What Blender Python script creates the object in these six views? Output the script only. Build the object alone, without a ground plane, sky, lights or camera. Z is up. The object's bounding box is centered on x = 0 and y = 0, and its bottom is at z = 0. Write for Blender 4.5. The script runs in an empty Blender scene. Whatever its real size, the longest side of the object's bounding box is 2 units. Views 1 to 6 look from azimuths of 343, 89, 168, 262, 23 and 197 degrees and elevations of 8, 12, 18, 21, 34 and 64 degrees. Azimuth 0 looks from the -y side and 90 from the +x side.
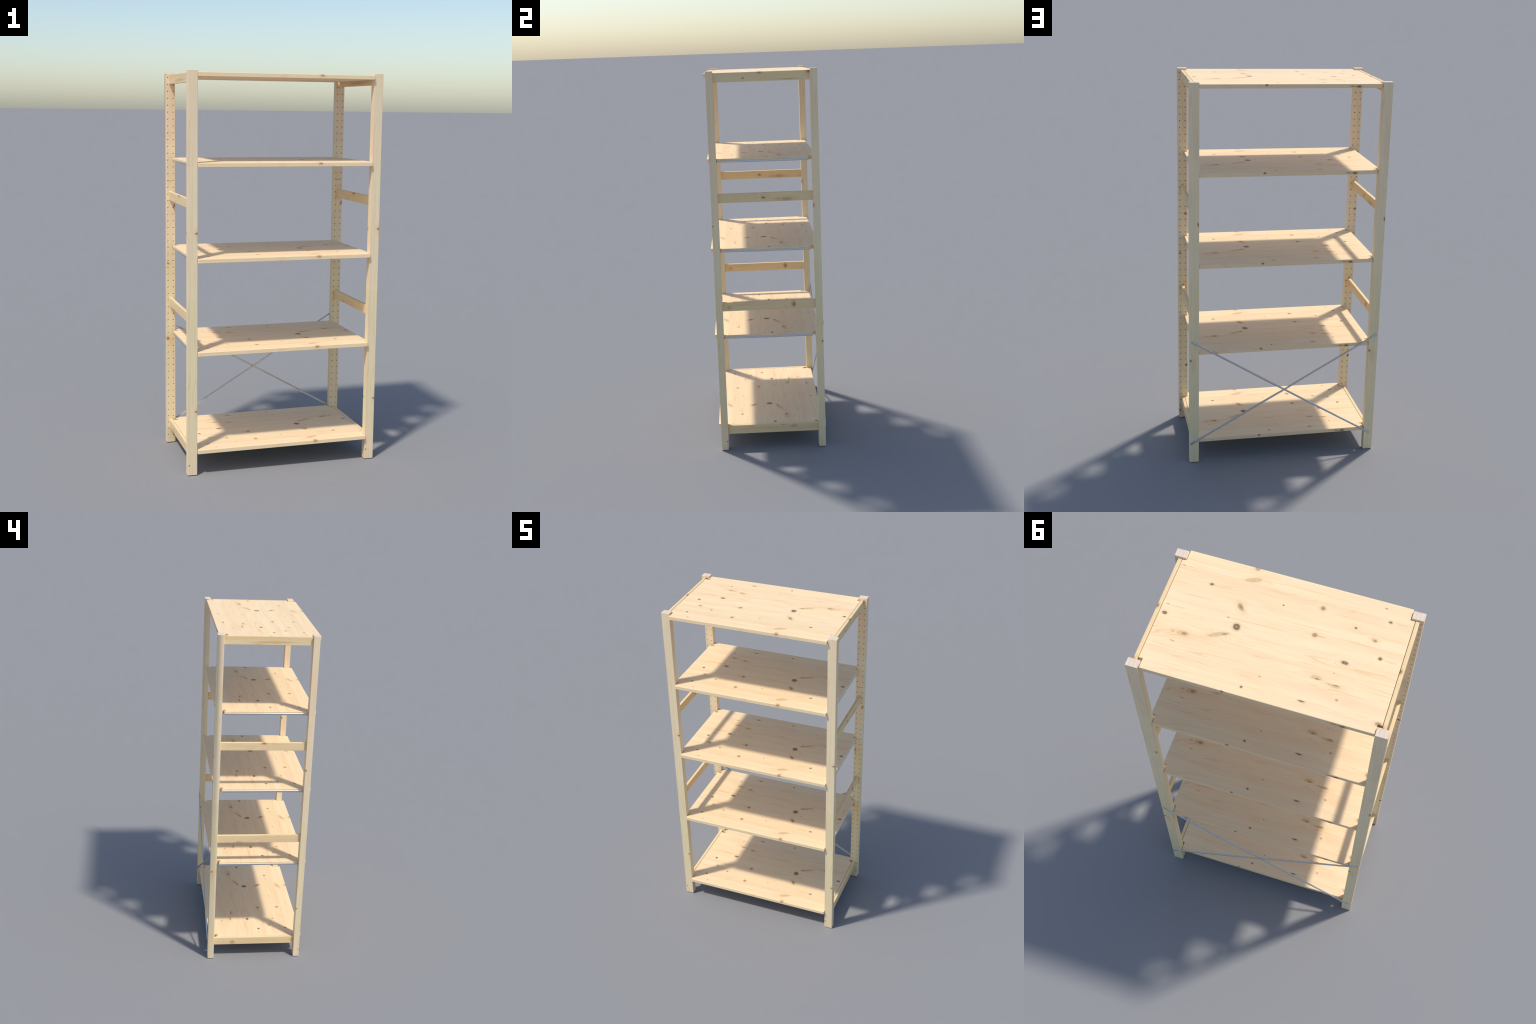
import bpy, bmesh, math
from mathutils import Vector, Matrix

# ------------------------------------------------------------------ sizes
POST_W, POST_D, HEIGHT = 0.0485, 0.0361, 2.0
POST_X = 0.5 - POST_W / 2
FRONT_Y, BACK_Y = -0.25815, 0.26455              # post centre lines
HOLE_PITCH, HOLE_TOP, HOLE_ROWS, HOLE_X = 0.03585, 1.9771, 55, 0.01445
SHELF_T = 0.0203
SHELF_TOPS = [1.9903, 1.5607, 1.0945, 0.6301, 0.1309]
SHELF_FRONT, SHELF_BACK = -0.2887, 0.2722
NOTCH_FRONT, NOTCH_BACK = -0.2395, 0.2305
SHELF_EAR_X, SHELF_BODY_X = 0.4498, 0.4668
RAIL_X, RAIL_T, RAIL_H = 0.4763, 0.0156, 0.0472
RAIL_TOPS = [1.9910, 1.3830, 0.8115, 0.1314]

# ------------------------------------------------------------------ node helpers
class Graph:
    def __init__(self, name):
        self.mat = bpy.data.materials.new(name)
        self.mat.use_nodes = True
        self.nt = self.mat.node_tree
        self.nt.nodes.clear()
        self.out = self.new('ShaderNodeOutputMaterial')
        self.bsdf = self.new('ShaderNodeBsdfPrincipled')
        self.link(self.bsdf.outputs[0], self.out.inputs[0])

    def new(self, kind, **props):
        n = self.nt.nodes.new(kind)
        for k, v in props.items():
            setattr(n, k, v)
        return n

    def link(self, a, b):
        self.nt.links.new(a, b)

    def put(self, socket, value):
        if isinstance(value, bpy.types.NodeSocket):
            self.link(value, socket)
        else:
            socket.default_value = value

    def math(self, op, a, b=0.0, c=0.0, clamp=False):
        n = self.new('ShaderNodeMath', operation=op, use_clamp=clamp)
        self.put(n.inputs[0], a); self.put(n.inputs[1], b); self.put(n.inputs[2], c)
        return n.outputs[0]

    def vmath(self, op, a, b=(0, 0, 0), c=None, out=0):
        n = self.new('ShaderNodeVectorMath', operation=op)
        self.put(n.inputs[0], a); self.put(n.inputs[1], b)
        if c is not None:
            self.put(n.inputs[2], c)
        return n.outputs[out]

    def mapping(self, v, loc=(0, 0, 0), rot=(0, 0, 0), scale=(1, 1, 1), kind='POINT'):
        n = self.new('ShaderNodeMapping', vector_type=kind)
        self.link(v, n.inputs[0])
        n.inputs[1].default_value = loc
        n.inputs[2].default_value = rot
        n.inputs[3].default_value = scale
        return n.outputs[0]

    def noise(self, v, scale=1.0, detail=2.0, rough=0.5, dist=0.0, color=False):
        n = self.new('ShaderNodeTexNoise')
        self.link(v, n.inputs['Vector'])
        n.inputs['Scale'].default_value = scale
        n.inputs['Detail'].default_value = detail
        n.inputs['Roughness'].default_value = rough
        n.inputs['Distortion'].default_value = dist
        return n.outputs['Color' if color else 'Fac']

    def ramp(self, fac, stops, smooth=False):
        n = self.new('ShaderNodeValToRGB')
        r = n.color_ramp
        if smooth:
            r.interpolation = 'EASE'
        while len(r.elements) < len(stops):
            r.elements.new(0.5)
        for e, (p, c) in zip(r.elements, stops):
            e.position = p
            e.color = (c, c, c, 1) if isinstance(c, (int, float)) else (*c, 1)
        self.link(fac, n.inputs[0])
        return n.outputs[0]

    def rng(self, v, a, b, c=0.0, d=1.0, smooth=True):
        n = self.new('ShaderNodeMapRange')
        n.interpolation_type = 'SMOOTHSTEP' if smooth else 'LINEAR'
        self.put(n.inputs['Value'], v)
        for k, x in zip(('From Min', 'From Max', 'To Min', 'To Max'), (a, b, c, d)):
            n.inputs[k].default_value = x
        return n.outputs[0]

    def mix(self, fac, a, b, blend='MIX'):
        n = self.new('ShaderNodeMix', data_type='RGBA', blend_type=blend)
        self.put(n.inputs[0], fac)
        for s, v in ((n.inputs[6], a), (n.inputs[7], b)):
            self.put(s, v if isinstance(v, bpy.types.NodeSocket) else (*v, 1))
        return n.outputs[2]


BIG = 9.0
def knot_field(g, coord, knots, across):
    """smallest normalised distance to a list of ellipsoids (centre, radii, tilt)"""
    best = None
    for i, (centre, radii, tilt, _, clip) in enumerate(knots):
        if i % 4 == 0 and best is not None:   # evaluate in small batches, one after the other
            coord = g.vmath('MULTIPLY_ADD', best, (1e-7, 1e-7, 1e-7), coord)
        v = g.mapping(coord, centre, tilt, radii, 'TEXTURE')
        d = g.vmath('LENGTH', v, out=1)
        if clip:
            beyond = g.math('GREATER_THAN', g.math('ABSOLUTE', g.math('SUBTRACT', across, 0.5 * (clip[0] + clip[1]))),
                            0.5 * (clip[1] - clip[0]))
            d = g.math('MULTIPLY_ADD', beyond, BIG, d)
        best = d if best is None else g.math('MINIMUM', best, d)
    return best if best is not None else g.math('ADD', BIG, 0.0)


def wood(name, light, deep, blush, axis, knots, seams=(), bands=(), grain=1.0, seed=0.0,
         rough=0.62, dark=(0.195, 0.128, 0.068), brown=(0.32, 0.195, 0.088),
         faint=(0.59, 0.380, 0.168), streak=(0.86, 0.565, 0.290)):
    """pine: lengthwise grain along `axis`, glued staves split at `seams`, knots of four kinds"""
    g = Graph(name)
    tc = g.new('ShaderNodeTexCoord')
    obj = tc.outputs['Object']
    wob = g.noise(obj, 55.0, 2.0, 0.6, color=True)
    wob = g.vmath('SUBTRACT', wob, (0.5, 0.5, 0.5))
    wob = g.vmath('MULTIPLY', wob, (0.006, 0.006, 0.006))
    co = g.vmath('ADD', obj, wob)

    sep = g.new('ShaderNodeSeparateXYZ'); g.link(obj, sep.inputs[0])
    fields, chain = {}, co
    for k in ('dark', 'ring', 'brown', 'faint', 'streak'):
        fields[k] = knot_field(g, chain, [q for q in knots if q[3] == k], sep.outputs[1])
        chain = g.vmath('MULTIPLY_ADD', fields[k], (1e-7, 1e-7, 1e-7), co)

    # stave number along y -> random offset of the grain and of the tone
    stave = g.math('ADD', seed, 0.0)
    for y in seams:
        stave = g.math('ADD', stave, g.math('GREATER_THAN', sep.outputs[1], y))
    wn = g.new('ShaderNodeTexWhiteNoise', noise_dimensions='1D')
    g.link(stave, wn.inputs['W'])
    jump = g.vmath('MULTIPLY', wn.outputs['Color'], (7.0, 5.0, 3.0))

    # grain runs round the knots: bend the cross coordinate near them
    near = g.math('MINIMUM', g.math('MINIMUM', fields['dark'], fields['ring']), g.math('MINIMUM', fields['brown'], fields['faint']))
    bend = g.rng(near, 0.6, 4.5, 0.010, 0.0)
    bv = g.new('ShaderNodeCombineXYZ')
    along = [0.045, 0.045, 0.045]
    cross = [1.0, 1.0, 1.0]
    sc = [1.0, 1.0, 1.0]
    sc[axis] = 0.030
    for i in range(3):
        if i != axis:
            g.link(bend, bv.inputs[i])
    gc = g.vmath('ADD', g.vmath('ADD', obj, bv.outputs[0]), jump)
    gc = g.mapping(gc, scale=tuple(sc))
    broad = g.noise(gc, 22.0, 2.0, 0.5, 0.35)
    fine = g.noise(gc, 105.0, 3.0, 0.55, 0.2)
    hair = g.noise(gc, 330.0, 2.0, 0.6)

    col = g.mix(g.rng(broad, 0.38, 0.70), light, blush)
    strong = 0.55 * grain
    if seams:      # the staves behind the middle show the boldest figure
        mid = g.math('MULTIPLY', g.math('GREATER_THAN', sep.outputs[1], seams[2]), g.math('LESS_THAN', sep.outputs[1], seams[4]))
        strong = g.math('MULTIPLY_ADD', mid, 0.35, strong)
    col = g.mix(g.math('MULTIPLY', g.rng(fine, 0.50, 0.78), strong), col, deep)
    col = g.mix(g.math('MULTIPLY', g.rng(hair, 0.52, 0.80), 0.30 * grain), col, deep)
    # growth rings: thin contour lines of a smooth lengthwise noise
    rc = list(sc); rc[axis] = 0.055
    tree = g.noise(g.mapping(g.vmath('ADD', g.vmath('ADD', obj, bv.outputs[0]), jump), scale=tuple(rc)), 14.0, 1.0, 0.4, 0.15)
    wave = g.math('SINE', g.math('MULTIPLY', tree, 150.0))
    patch = g.noise(g.mapping(obj, scale=tuple(0.3 if i == axis else 1.0 for i in range(3))), 16.0, 1.0)
    lines = g.math('MULTIPLY', g.rng(wave, 0.35, 1.0), g.rng(patch, 0.42, 0.66))
    col = g.mix(g.math('MULTIPLY', lines, strong), col, deep)
    pinkish = g.mix(1.0, col, (0.985, 0.915, 0.86), 'MULTIPLY')
    rose = g.noise(g.mapping(gc, loc=(3.1, 1.7, 5.3)), 60.0, 1.0)
    col = g.mix(g.rng(rose, 0.56, 0.72, 0.0, 0.40), col, pinkish)
    cloud = g.noise(g.mapping(g.vmath('ADD', obj, jump), scale=tuple(0.25 if i == axis else 1.0 for i in range(3))), 9.0, 2.0)
    col = g.mix(g.rng(cloud, 0.3, 0.7, 0.0, 0.35), col, g.mix(1.0, col, (1.02, 0.985, 0.93), 'MULTIPLY'))
    if seams:
        tone = g.ramp(wn.outputs['Value'], [(0.0, (0.965, 0.95, 0.92)), (0.5, (1, 1, 1)), (1.0, (1.0, 0.975, 0.95))])
        col = g.mix(0.8, col, tone, 'MULTIPLY')
        line = None
        for y in seams:
            d = g.math('ABSOLUTE', g.math('SUBTRACT', sep.outputs[1], y))
            line = d if line is None else g.math('MINIMUM', line, d)
        col = g.mix(g.rng(line, 0.0004, 0.0014, 0.22, 0.0), col, deep)
    for lo, hi, tint in bands:
        inside = g.math('MULTIPLY', g.math('GREATER_THAN', sep.outputs[2], lo),
                        g.math('LESS_THAN', sep.outputs[2], hi))
        col = g.mix(inside, col, g.mix(1.0, col, tint, 'MULTIPLY'))

    # knots
    ringn = g.noise(co, 240.0, 2.0)
    f = fields['streak']
    col = g.mix(g.rng(f, 0.1, 1.15, 0.70, 0.0), col, streak)
    f = fields['faint']
    col = g.mix(g.math('MULTIPLY', g.rng(f, 0.9, 2.6, 0.55, 0.0), g.rng(g.math('SINE', g.math('MULTIPLY', f, 17.0)), -0.6, 1.0, 0.25, 1.0)), col, streak)
    wave = g.math('SINE', g.math('MULTIPLY', f, 13.0))
    amount = g.math('MULTIPLY', g.rng(f, 0.45, 1.1, 0.8, 0.0), g.rng(wave, -1.0, 1.0, 0.55, 1.0))
    col = g.mix(amount, col, faint)
    f = fields['brown']
    col = g.mix(g.rng(f, 0.9, 2.4, 0.45, 0.0), col, streak)
    wave = g.math('SINE', g.math('MULTIPLY', f, 9.0))
    amount = g.math('MULTIPLY', g.rng(f, 0.55, 1.1, 0.88, 0.0), g.rng(wave, -1.0, 1.0, 0.7, 1.0))
    col = g.mix(amount, col, brown)
    f = fields['dark']
    col = g.mix(g.rng(f, 0.8, 2.0, 0.35, 0.0), col, faint)
    col = g.mix(g.rng(f, 0.45, 1.15, 0.92, 0.0), col, dark)
    f = fields['ring']
    col = g.mix(g.rng(f, 0.9, 1.9, 0.40, 0.0), col, faint)
    core = g.mix(g.rng(g.math('ADD', f, g.math('MULTIPLY', ringn, 0.3)), 0.25, 0.62), g.mix(0.62, dark, faint), dark)
    col = g.mix(g.rng(f, 0.72, 1.12, 0.93, 0.0), col, core)

    g.link(col, g.bsdf.inputs['Base Color'])
    g.bsdf.inputs['Roughness'].default_value = rough
    g.bsdf.inputs['Specular IOR Level'].default_value = 0.28
    bump = g.new('ShaderNodeBump')
    bump.inputs['Strength'].default_value = 0.05
    bump.inputs['Distance'].default_value = 0.001
    g.link(fine, bump.inputs['Height'])
    g.link(bump.outputs[0], g.bsdf.inputs['Normal'])
    return g.mat


def end_grain():
    g = Graph('end_grain')
    obj = g.new('ShaderNodeTexCoord').outputs['Object']
    rings = g.noise(g.mapping(obj, loc=(0.31, 0.2, 0), rot=(0, 0, 0.3), scale=(1, 0.18, 1)), 130.0, 2.0)
    speck = g.noise(obj, 300.0, 2.0)
    col = g.mix(g.rng(rings, 0.35, 0.7), (0.80, 0.655, 0.52), (0.70, 0.555, 0.43))
    col = g.mix(g.rng(speck, 0.55, 0.8, 0, 0.3), col, (0.62, 0.50, 0.40))
    g.link(col, g.bsdf.inputs['Base Color'])
    g.bsdf.inputs['Roughness'].default_value = 0.75
    g.bsdf.inputs['Specular IOR Level'].default_value = 0.2
    return g.mat


def steel(name='galvanised_steel', a=(0.63, 0.65, 0.68), b=(0.59, 0.61, 0.64), shine=0.9):  # default colours tinted bluish to carry the sky's reflection on the strips
    g = Graph(name)
    obj = g.new('ShaderNodeTexCoord').outputs['Object']
    n = g.noise(obj, 90.0, 3.0)
    col = g.mix(g.rng(n, 0.35, 0.7), a, b)
    g.link(col, g.bsdf.inputs['Base Color'])
    g.bsdf.inputs['Metallic'].default_value = shine
    g.link(g.rng(n, 0.3, 0.7, 0.28, 0.33), g.bsdf.inputs['Roughness'])
    return g.mat

# ------------------------------------------------------------------ knots
def K(x, y, rx, ry, kind, turn=0.0, clip=None):   # on a board, seen from above; clip: the stave's y limits
    return ((x, y, 0.0), (rx, ry, 5.0), (0, 0, math.radians(turn)), kind, clip)

def E(x, y, z, rx, ry, rz, kind):              # in the solid
    return ((x, y, z), (rx, ry, rz), (0, 0, 0), kind, None)

SHELF_KNOTS = [
    E(0.1730, -0.2845, -0.004, 0.0135, 0.011, 0.0085, 'brown'), K(0.173, -0.228, 0.045, 0.013, 'faint', 24, (-0.4, -0.2165)),
    K(0.3176, -0.1623, 0.009, 0.006, 'dark'), K(0.275, -0.160, 0.050, 0.006, 'streak', 2),
    K(0.4505, -0.2141, 0.006, 0.002, 'brown'), K(0.42, -0.2135, 0.030, 0.004, 'streak'),
    K(0.4457, -0.025, 0.007, 0.002, 'brown'), K(0.405, -0.024, 0.040, 0.005, 'streak'),
    K(0.179, -0.097, 0.011, 0.021, 'brown', 40), K(0.160, -0.080, 0.009, 0.012, 'streak', 40),
    K(0.027, -0.1546, 0.005, 0.0035, 'dark'),
    K(-0.1205, -0.1865, 0.010, 0.012, 'brown'), K(-0.1205, -0.1865, 0.019, 0.004, 'faint'),
    K(-0.3494, -0.2609, 0.006, 0.0035, 'brown'), K(-0.3804, -0.2041, 0.008, 0.006, 'dark'),
    K(-0.42, -0.205, 0.035, 0.005, 'streak'), K(-0.2625, -0.1399, 0.006, 0.005, 'dark'),
    K(0.4447, 0.0163, 0.010, 0.0075, 'ring'), K(0.2082, -0.0382, 0.004, 0.003, 'brown'),
    K(0.1654, -0.0066, 0.0135, 0.0155, 'ring', 25), K(0.3465, 0.0823, 0.030, 0.014, 'faint'),
    K(0.3430, 0.0815, 0.013, 0.007, 'brown'), K(0.3860, 0.0830, 0.010, 0.006, 'faint'),
    K(0.220, 0.0460, 0.052, 0.011, 'faint', 26, (0.0248, 0.1205)), K(0.198, 0.0380, 0.016, 0.004, 'brown', 22, (0.0248, 0.1205)),
    K(-0.1248, -0.0627, 0.011, 0.011, 'brown'), K(-0.140, -0.062, 0.030, 0.003, 'faint'),
    K(-0.3429, -0.1092, 0.014, 0.009, 'faint'), K(-0.3465, -0.1060, 0.008, 0.006, 'brown'),
    K(-0.3846, -0.0367, 0.008, 0.008, 'dark'), K(-0.425, -0.033, 0.042, 0.006, 'streak', -4),
    K(-0.265, 0.0197, 0.0135, 0.0075, 'ring', -8),
    K(-0.1842, 0.1140, 0.026, 0.014, 'faint', 0, (0.0248, 0.1205)), K(-0.1880, 0.1170, 0.011, 0.0055, 'brown', 0, (0.0248, 0.1205)),
    K(-0.2520, 0.1240, 0.034, 0.012, 'faint', -10, (0.1205, 0.2205)), K(-0.2610, 0.1230, 0.014, 0.0045, 'brown', 0, (0.1205, 0.2205)),
    K(-0.2396, 0.0744, 0.004, 0.0025, 'brown'), K(0.0152, 0.1714, 0.004, 0.003, 'brown'),
    K(0.0657, 0.2342, 0.0052, 0.005, 'dark'), E(0.1275, 0.2735, -0.0045, 0.0075, 0.006, 0.0060, 'dark'), E(0.112, 0.2735, -0.008, 0.020, 0.006, 0.005, 'streak'),
    K(-0.1609, 0.2205, 0.015, 0.008, 'dark', 0, (0.2205, 0.4)), K(-0.2815, 0.1803, 0.006, 0.005, 'brown'),
    K(-0.4510, 0.2300, 0.014, 0.010, 'brown'), E(-0.3300, 0.2735, -0.0125, 0.014, 0.006, 0.0065, 'dark'), E(-0.300, 0.2735, -0.011, 0.018, 0.005, 0.003, 'brown'),
    K(-0.3682, 0.0278, 0.005, 0.003, 'streak'), K(-0.41, 0.029, 0.035, 0.004, 'streak'),
    K(0.3738, 0.1235, 0.010, 0.0018, 'brown', -6), K(0.40, 0.15, 0.09, 0.004, 'streak', -3),
    K(0.12, -0.04, 0.14, 0.004, 'streak', 1), K(-0.1, -0.09, 0.12, 0.004, 'streak', 1),
    K(-0.30, -0.075, 0.08, 0.006, 'streak', -2), K(0.36, -0.09, 0.08, 0.006, 'streak', 1),
    K(0.05, 0.09, 0.12, 0.003, 'streak', -2), K(-0.30, 0.145, 0.12, 0.004, 'streak', -2),
    K(-0.05, -0.25, 0.12, 0.004, 'streak', 1), K(0.07, -0.205, 0.07, 0.007, 'streak', 2),
]
SHELF_SEAMS = (-0.2165, -0.1180, 0.0248, 0.1205, 0.2205)

hw, hd = POST_W / 2, POST_D / 2
FRONT_KNOTS = [
    E(0.0190, -hd, 1.220, 0.009, 0.008, 0.006, 'brown'), E(-hw, 0.0135, 1.2196, 0.006, 0.006, 0.007, 'brown'),
    E(-0.0140, hd, 1.220, 0.010, 0.006, 0.007, 'brown'), E(0.0185, -hd, 0.3275, 0.007, 0.006, 0.007, 'brown'),
    E(-hw, 0.0150, 0.3304, 0.005, 0.006, 0.006, 'brown'), E(-0.0170, hd, 0.3277, 0.006, 0.005, 0.008, 'dark'),
    E(-0.0160, -hd, 0.0514, 0.004, 0.005, 0.005, 'brown'), E(-hw, -0.0137, 0.0468, 0.003, 0.003, 0.006, 'brown'),
    E(hw, 0.0130, 0.048, 0.003, 0.004, 0.005, 'brown'), E(0.0176, hd, 0.0466, 0.005, 0.003, 0.008, 'brown'),
    E(0.0150, hd, 0.9965, 0.007, 0.004, 0.007, 'brown'), E(-0.004, hd, 0.8160, 0.009, 0.004, 0.006, 'faint'),
    E(-0.018, -hd, 1.74, 0.004, 0.004, 0.030, 'streak'), E(0.019, -hd, 1.21, 0.006, 0.006, 0.060, 'streak'),
    E(0.020, -hd, 0.32, 0.005, 0.005, 0.055, 'streak'),
]
BACK_KNOTS = [
    E(-0.0150, -hd, 0.9955, 0.007, 0.004, 0.007, 'brown'), E(0.0205, -hd, 1.3075, 0.007, 0.008, 0.011, 'brown'),
    E(-0.001, -hd, 1.438, 0.015, 0.003, 0.0013, 'dark'), E(-0.0167, -hd, 0.5856, 0.009, 0.006, 0.011, 'brown'),
    E(-0.0195, hd, 1.307, 0.005, 0.005, 0.012, 'brown'), E(0.0185, hd, 0.5828, 0.007, 0.006, 0.008, 'brown'),
    E(hw, 0.0125, 0.587, 0.005, 0.006, 0.007, 'brown'), E(hw, -0.0160, 1.312, 0.004, 0.005, 0.012, 'brown'),
    E(-hw, 0.0100, 0.585, 0.004, 0.006, 0.007, 'brown'), E(0.004, hd, 0.560, 0.018, 0.006, 0.060, 'streak'),
    E(-hw, 0.002, 0.56, 0.006, 0.016, 0.060, 'streak'), E(0.003, -hd, 0.57, 0.02, 0.006, 0.05, 'streak'),
]
rh = RAIL_T / 2
RAIL_KNOTS = [
    [E(rh, 0.2405, -0.006, 0.012, 0.013, 0.010, 'brown'), E(0.006, -0.006, 0.0, 0.007, 0.011, 0.008, 'brown'),
     E(rh, -0.089, -0.030, 0.004, 0.005, 0.004, 'brown'), E(rh, 0.14, -0.040, 0.008, 0.07, 0.005, 'streak'),
     E(-rh, -0.02, -0.032, 0.008, 0.16, 0.010, 'streak')],
    [E(rh, -0.007, -0.026, 0.006, 0.010, 0.006, 'brown'), E(-rh, 0.001, -0.004, 0.007, 0.014, 0.006, 'brown'),
     E(rh, 0.112, -0.036, 0.005, 0.030, 0.009, 'faint'), E(rh, 0.065, -0.034, 0.004, 0.018, 0.006, 'streak')],
    [E(rh, 0.130, -0.018, 0.007, 0.017, 0.022, 'streak'), E(rh, 0.134, -0.022, 0.006, 0.008, 0.012, 'brown'),
     E(rh, -0.2050, -0.028, 0.006, 0.018, 0.016, 'streak'), E(-rh, 0.122, -0.044, 0.006, 0.022, 0.012, 'streak'),
     E(-rh, 0.115, -0.046, 0.005, 0.014, 0.005, 'faint')],
    [E(rh, 0.115, -0.014, 0.006, 0.030, 0.012, 'streak'), E(rh, 0.060, -0.006, 0.006, 0.022, 0.004, 'streak'),
     E(-rh, 0.133, -0.032, 0.006, 0.022, 0.018, 'streak'), E(-rh, 0.135, -0.034, 0.005, 0.010, 0.012, 'faint'),
     E(-rh, -0.2310, -0.024, 0.006, 0.020, 0.020, 'streak')],
]

# ------------------------------------------------------------------ materials
SHELF_LIGHT, SHELF_DEEP, SHELF_BLUSH = (0.945, 0.735, 0.455), (0.870, 0.590, 0.320), (0.925, 0.680, 0.420)
POST_LIGHT, POST_DEEP, POST_BLUSH = (0.890, 0.740, 0.480), (0.765, 0.590, 0.362), (0.862, 0.682, 0.458)
RAIL_LIGHT, RAIL_DEEP, RAIL_BLUSH = (0.875, 0.675, 0.385), (0.775, 0.515, 0.245), (0.855, 0.615, 0.335)
PINK, PALE, YELLOW = (1.02, 0.98, 0.99), (1.03, 1.02, 1.02), (0.99, 1.0, 0.945)
shelf_wood = wood('pine_board', SHELF_LIGHT, SHELF_DEEP, SHELF_BLUSH, 0, SHELF_KNOTS, SHELF_SEAMS, seed=3.0)
front_wood = wood('pine_post_front', POST_LIGHT, POST_DEEP, POST_BLUSH, 2, FRONT_KNOTS, seed=11.0,
                  bands=[(-1, 0.165, PINK), (0.165, 0.90, YELLOW), (0.90, 1.545, PALE), (1.545, 3, PINK)],
                  brown=(0.24, 0.105, 0.065))
back_wood = wood('pine_post_back', POST_LIGHT, POST_DEEP, POST_BLUSH, 2, BACK_KNOTS, seed=17.0,
                 bands=[(-1, 1.016, YELLOW), (1.016, 1.633, PALE), (1.633, 3, PINK)],
                 brown=(0.27, 0.125, 0.065))
rail_woods = [wood('pine_rail_%d' % i, RAIL_LIGHT, RAIL_DEEP, RAIL_BLUSH, 1, k, seed=23.0 + i, brown=(0.30, 0.12, 0.05),
                   streak=(0.66, 0.37, 0.145), faint=(0.58, 0.335, 0.14))
              for i, k in enumerate(RAIL_KNOTS)]
cap_wood, metal = end_grain(), steel()
brace_metal = steel('zinc_plated_steel', (0.60, 0.595, 0.59), (0.55, 0.55, 0.55), 0.72)

# ------------------------------------------------------------------ mesh helpers
def finish(bm, name, mats, bevel=0.0, segs=3, cutter=None):
    me = bpy.data.meshes.new(name)
    bm.normal_update()
    bm.to_mesh(me); bm.free()
    ob = bpy.data.objects.new(name, me)
    bpy.context.scene.collection.objects.link(ob)
    if bevel:
        m = ob.modifiers.new('b', 'BEVEL')
        m.width, m.segments, m.limit_method, m.angle_limit = bevel, segs, 'ANGLE', math.radians(40)
    if cutter:
        m = ob.modifiers.new('c', 'BOOLEAN')
        m.object, m.operation, m.solver = cutter, 'DIFFERENCE', 'EXACT'
    dg = bpy.context.evaluated_depsgraph_get()
    out = bpy.data.meshes.new_from_object(ob.evaluated_get(dg))
    bpy.data.objects.remove(ob)
    bpy.data.meshes.remove(me)
    out.name = name
    out.materials.clear()
    for mt in mats:
        out.materials.append(mt)
    out.shade_smooth()
    out.set_sharp_from_angle(angle=math.radians(38))
    # keep the large flats flat: face-weighted corner normals
    ob = bpy.data.objects.new('tmp', out)
    bpy.context.scene.collection.objects.link(ob)
    m = ob.modifiers.new('w', 'WEIGHTED_NORMAL')
    m.keep_sharp, m.weight = True, 100
    dg = bpy.context.evaluated_depsgraph_get()
    res = bpy.data.meshes.new_from_object(ob.evaluated_get(dg))
    bpy.data.objects.remove(ob)
    bpy.data.meshes.remove(out)
    res.name = name
    return res


def box(bm, lo, hi):
    r = bmesh.ops.create_cube(bm, size=1.0)
    for v in r['verts']:
        v.co = Vector([lo[i] + (v.co[i] + 0.5) * (hi[i] - lo[i]) for i in range(3)])
    return r['verts']


def place(mesh, name, loc, parent, mats=None):
    ob = bpy.data.objects.new(name, mesh)
    bpy.context.scene.collection.objects.link(ob)
    ob.parent = parent
    ob.location = loc
    return ob

# ------------------------------------------------------------------ posts
def drill(inner):
    """a row of countersunk dowel holes, cut into the post face at y = inner * hd"""
    bm = bmesh.new()
    prof = [(0.0046, -0.0006), (0.0042, 0.0), (0.0027, 0.0020), (0.0027, 0.0070), (0.0, 0.0082)]
    seg = 12
    for k in range(HOLE_ROWS):
        z = HOLE_TOP - k * HOLE_PITCH
        for sx in (-1, 1):
            rings = []
            for r, d in prof[:-1]:
                rings.append([bm.verts.new((sx * HOLE_X + r * math.cos(a), inner * (hd - d), z + r * math.sin(a)))
                              for a in [2 * math.pi * i / seg for i in range(seg)]])
            tip = bm.verts.new((sx * HOLE_X, inner * (hd - prof[-1][1]), z))
            bm.faces.new(rings[0])
            for a, b in zip(rings, rings[1:]):
                for i in range(seg):
                    bm.faces.new((a[i], a[(i + 1) % seg], b[(i + 1) % seg], b[i]))
            for i in range(seg):
                bm.faces.new((rings[-1][i], rings[-1][(i + 1) % seg], tip))
    bmesh.ops.recalc_face_normals(bm, faces=bm.faces)
    me = bpy.data.meshes.new('drill'); bm.to_mesh(me); bm.free()
    ob = bpy.data.objects.new('drill', me)
    bpy.context.scene.collection.objects.link(ob)
    return ob


def post_mesh(name, inner, mat):
    cutter = drill(inner)
    bm = bmesh.new()
    box(bm, (-hw, -hd, 0), (hw, hd, HEIGHT))
    me = finish(bm, name, [mat, cap_wood], bevel=0.0015, segs=3, cutter=cutter)
    cm = cutter.data
    bpy.data.objects.remove(cutter); bpy.data.meshes.remove(cm)
    for p in me.polygons:
        p.material_index = 1 if abs(p.normal.z) > 0.9 and (p.center.z > 1.99 or p.center.z < 0.01) else 0
    return me

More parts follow.
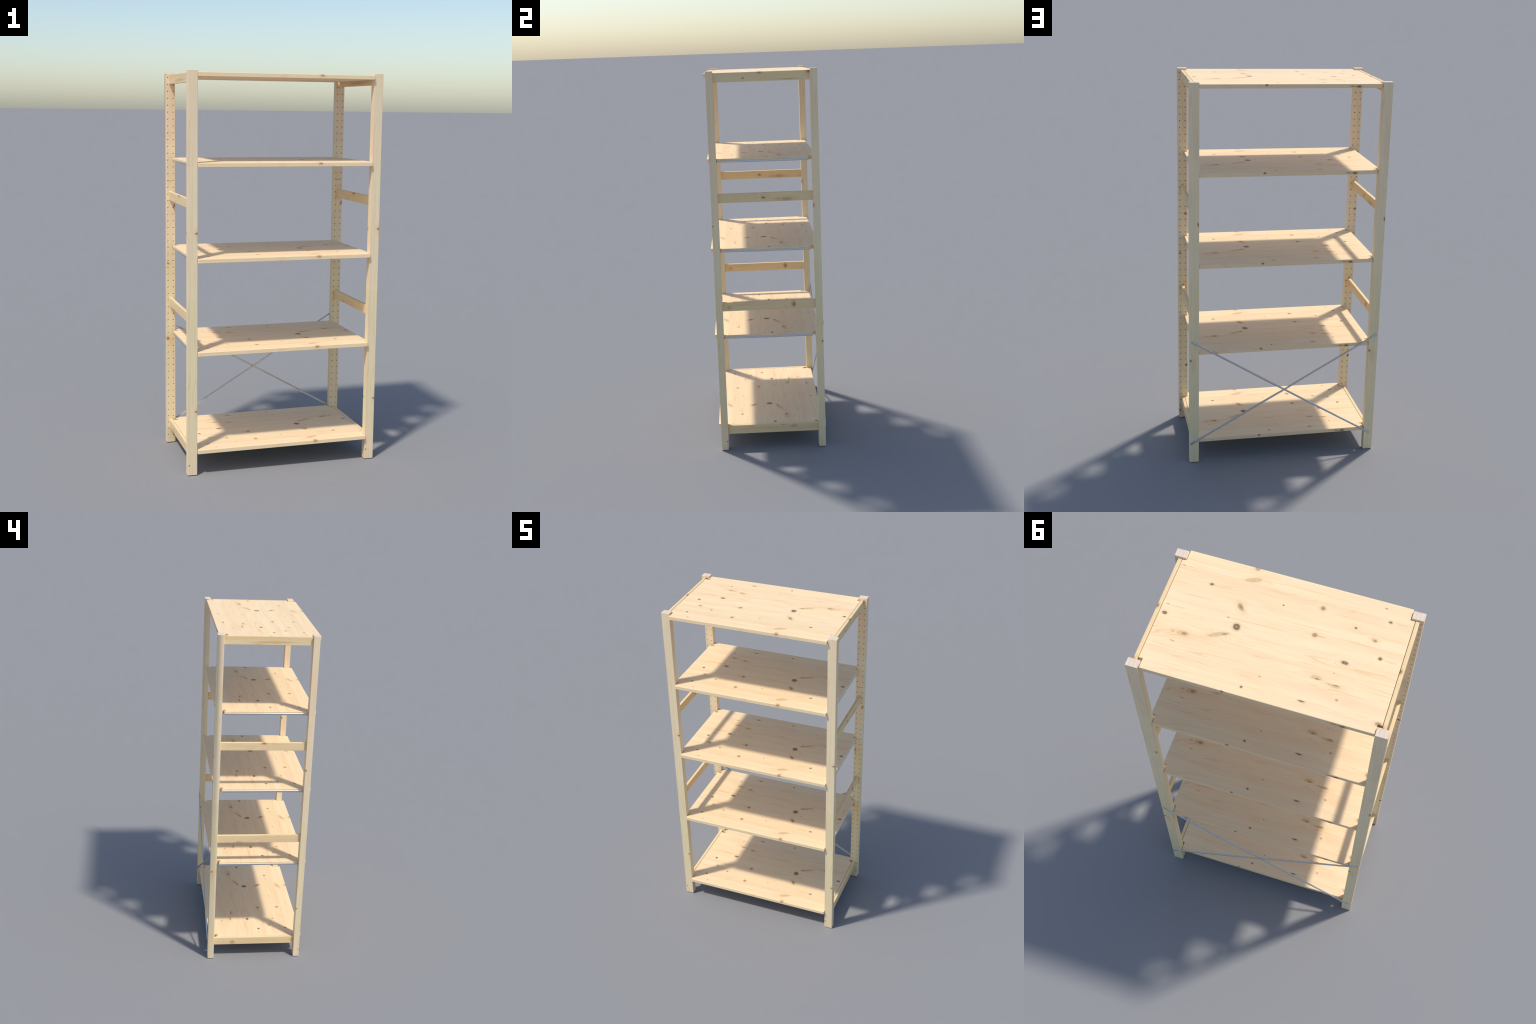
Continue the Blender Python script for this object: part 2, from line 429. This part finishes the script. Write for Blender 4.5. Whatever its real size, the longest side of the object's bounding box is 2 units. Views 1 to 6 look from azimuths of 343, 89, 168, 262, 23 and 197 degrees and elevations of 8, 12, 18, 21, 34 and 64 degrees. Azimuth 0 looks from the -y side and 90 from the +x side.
# ------------------------------------------------------------------ shelf
def shelf_mesh():
    ex, bx = SHELF_EAR_X, SHELF_BODY_X
    half = [(ex, SHELF_FRONT), (ex, NOTCH_FRONT), (bx, NOTCH_FRONT), (bx, NOTCH_BACK), (ex, NOTCH_BACK), (ex, SHELF_BACK)]
    outline = half + [(-x, y) for x, y in reversed(half)]
    bm = bmesh.new()
    base = [bm.verts.new((x, y, -SHELF_T)) for x, y in outline]
    f = bm.faces.new(base)
    r = bmesh.ops.extrude_face_region(bm, geom=[f])
    for v in r['geom']:
        if isinstance(v, bmesh.types.BMVert):
            v.co.z = 0.0
    bmesh.ops.recalc_face_normals(bm, faces=bm.faces)
    return finish(bm, 'shelf', [shelf_wood], bevel=0.0020, segs=3)


def strip_mesh(side):
    """galvanised support rail let into the lower half of the board's end"""
    bm = bmesh.new()
    a, b = SHELF_BODY_X - 0.007, SHELF_BODY_X + 0.0014
    box(bm, (min(side * a, side * b), NOTCH_FRONT - 0.0004, -SHELF_T - 0.0010),
        (max(side * a, side * b), NOTCH_BACK - 0.001, -0.0092))
    return finish(bm, 'support_strip', [metal], bevel=0.0032, segs=5)

# ------------------------------------------------------------------ rail
def rail_mesh(mat):
    bm = bmesh.new()
    y0, y1 = FRONT_Y + hd - 0.004, BACK_Y - hd + 0.004       # tenoned into the posts
    box(bm, (-rh, y0, -RAIL_H), (rh, y1, 0.0))
    return finish(bm, 'rail', [mat], bevel=0.0020, segs=3)

# ------------------------------------------------------------------ cross brace
def brace_mesh(p, q, y_mid):
    """U-shaped steel bar from p to q with flattened, wider ends, lying on the back of the posts"""
    p, q = Vector(p), Vector(q)
    d = (q - p).normalized()
    up = Vector((0, 1, 0)).cross(d).normalized()
    n = 60
    length = (q - p).length
    y_back = BACK_Y + hd
    bm = bmesh.new()
    rings = []
    for i in range(n + 1):
        t = i / n
        # denser stations at the ends
        t = 0.5 - 0.5 * math.cos(math.pi * t)
        s = min(t, 1 - t) * length
        flat = max(0.0, 1 - s / 0.045)
        flat = flat * flat * (3 - 2 * flat)
        w = 0.0049 + 0.0028 * flat                 # half width
        h = 0.0058 * (1 - flat) + 0.0026 * flat    # depth
        mid = math.exp(-((t - 0.5) * length / 0.05) ** 2)
        base = y_back + 0.0002 + y_mid * mid
        h = h * (1 - 0.45 * mid)
        c = p + d * (t * length)
        c.z -= 0.0022 * math.sin(math.pi * t)      # slight sag
        prof = []
        for k in range(9):                           # outer half round
            a = math.pi * k / 8
            prof.append((w * math.cos(a), h * math.sin(a) ** (0.6)))
        for k in range(1, 6):                        # hollow inside
            a = math.pi * (1 - k / 6)
            prof.append((0.66 * w * math.cos(a), 0.18 * h * math.sin(a) * (1 - 0.9 * flat)))
        rings.append([bm.verts.new((c.x + up.x * u, base + v, c.z + up.z * u)) for u, v in prof])
    m = len(rings[0])
    for a, b in zip(rings, rings[1:]):
        for i in range(m):
            bm.faces.new((a[i], a[(i + 1) % m], b[(i + 1) % m], b[i]))
    bm.faces.new(rings[0]); bm.faces.new(rings[-1])
    bmesh.ops.recalc_face_normals(bm, faces=bm.faces)
    me = bpy.data.meshes.new('brace_bar')
    bm.to_mesh(me); bm.free()
    me.materials.append(brace_metal)
    me.shade_smooth(); me.set_sharp_from_angle(angle=math.radians(50))
    return me

# ------------------------------------------------------------------ assemble
unit = bpy.data.objects.new('shelving_unit', None)
bpy.context.scene.collection.objects.link(unit)
unit['label'] = 'tall unfinished pine shelving unit with five shelves and steel cross brace'
unit['category'] = 'shelving unit'

front_mesh = post_mesh('post', 1, front_wood)
back_mesh = post_mesh('post', -1, back_wood)


def bake_edge_shade(me):
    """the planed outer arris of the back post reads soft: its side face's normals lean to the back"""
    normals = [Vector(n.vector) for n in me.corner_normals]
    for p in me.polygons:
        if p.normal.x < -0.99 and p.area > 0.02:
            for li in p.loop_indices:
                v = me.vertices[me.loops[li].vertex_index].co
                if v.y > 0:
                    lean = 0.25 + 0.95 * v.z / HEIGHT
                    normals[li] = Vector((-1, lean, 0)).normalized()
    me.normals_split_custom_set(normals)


bake_edge_shade(back_mesh)
for sx in (-1, 1):
    place(front_mesh, 'post', (sx * POST_X, FRONT_Y, 0), unit)
    place(back_mesh, 'post', (sx * POST_X, BACK_Y, 0), unit)

for top, mat in zip(RAIL_TOPS, rail_woods):
    me = rail_mesh(mat)
    for sx in (-1, 1):
        place(me, 'rail', (sx * RAIL_X, 0, top), unit)

board = shelf_mesh()
strips = [strip_mesh(1), strip_mesh(-1)]
for z in SHELF_TOPS:
    sh = place(board, 'shelf', (0, 0, z), unit)
    for st in strips:
        place(st, 'support_strip', (0, 0, 0), sh)

place(brace_mesh((0.4885, 0, 0.689), (-0.482, 0, 0.099), -0.0012), 'brace_bar', (0, 0, 0), unit)
place(brace_mesh((-0.491, 0, 0.676), (0.496, 0, 0.1085), 0.0022), 'brace_bar', (0, 0, 0), unit)
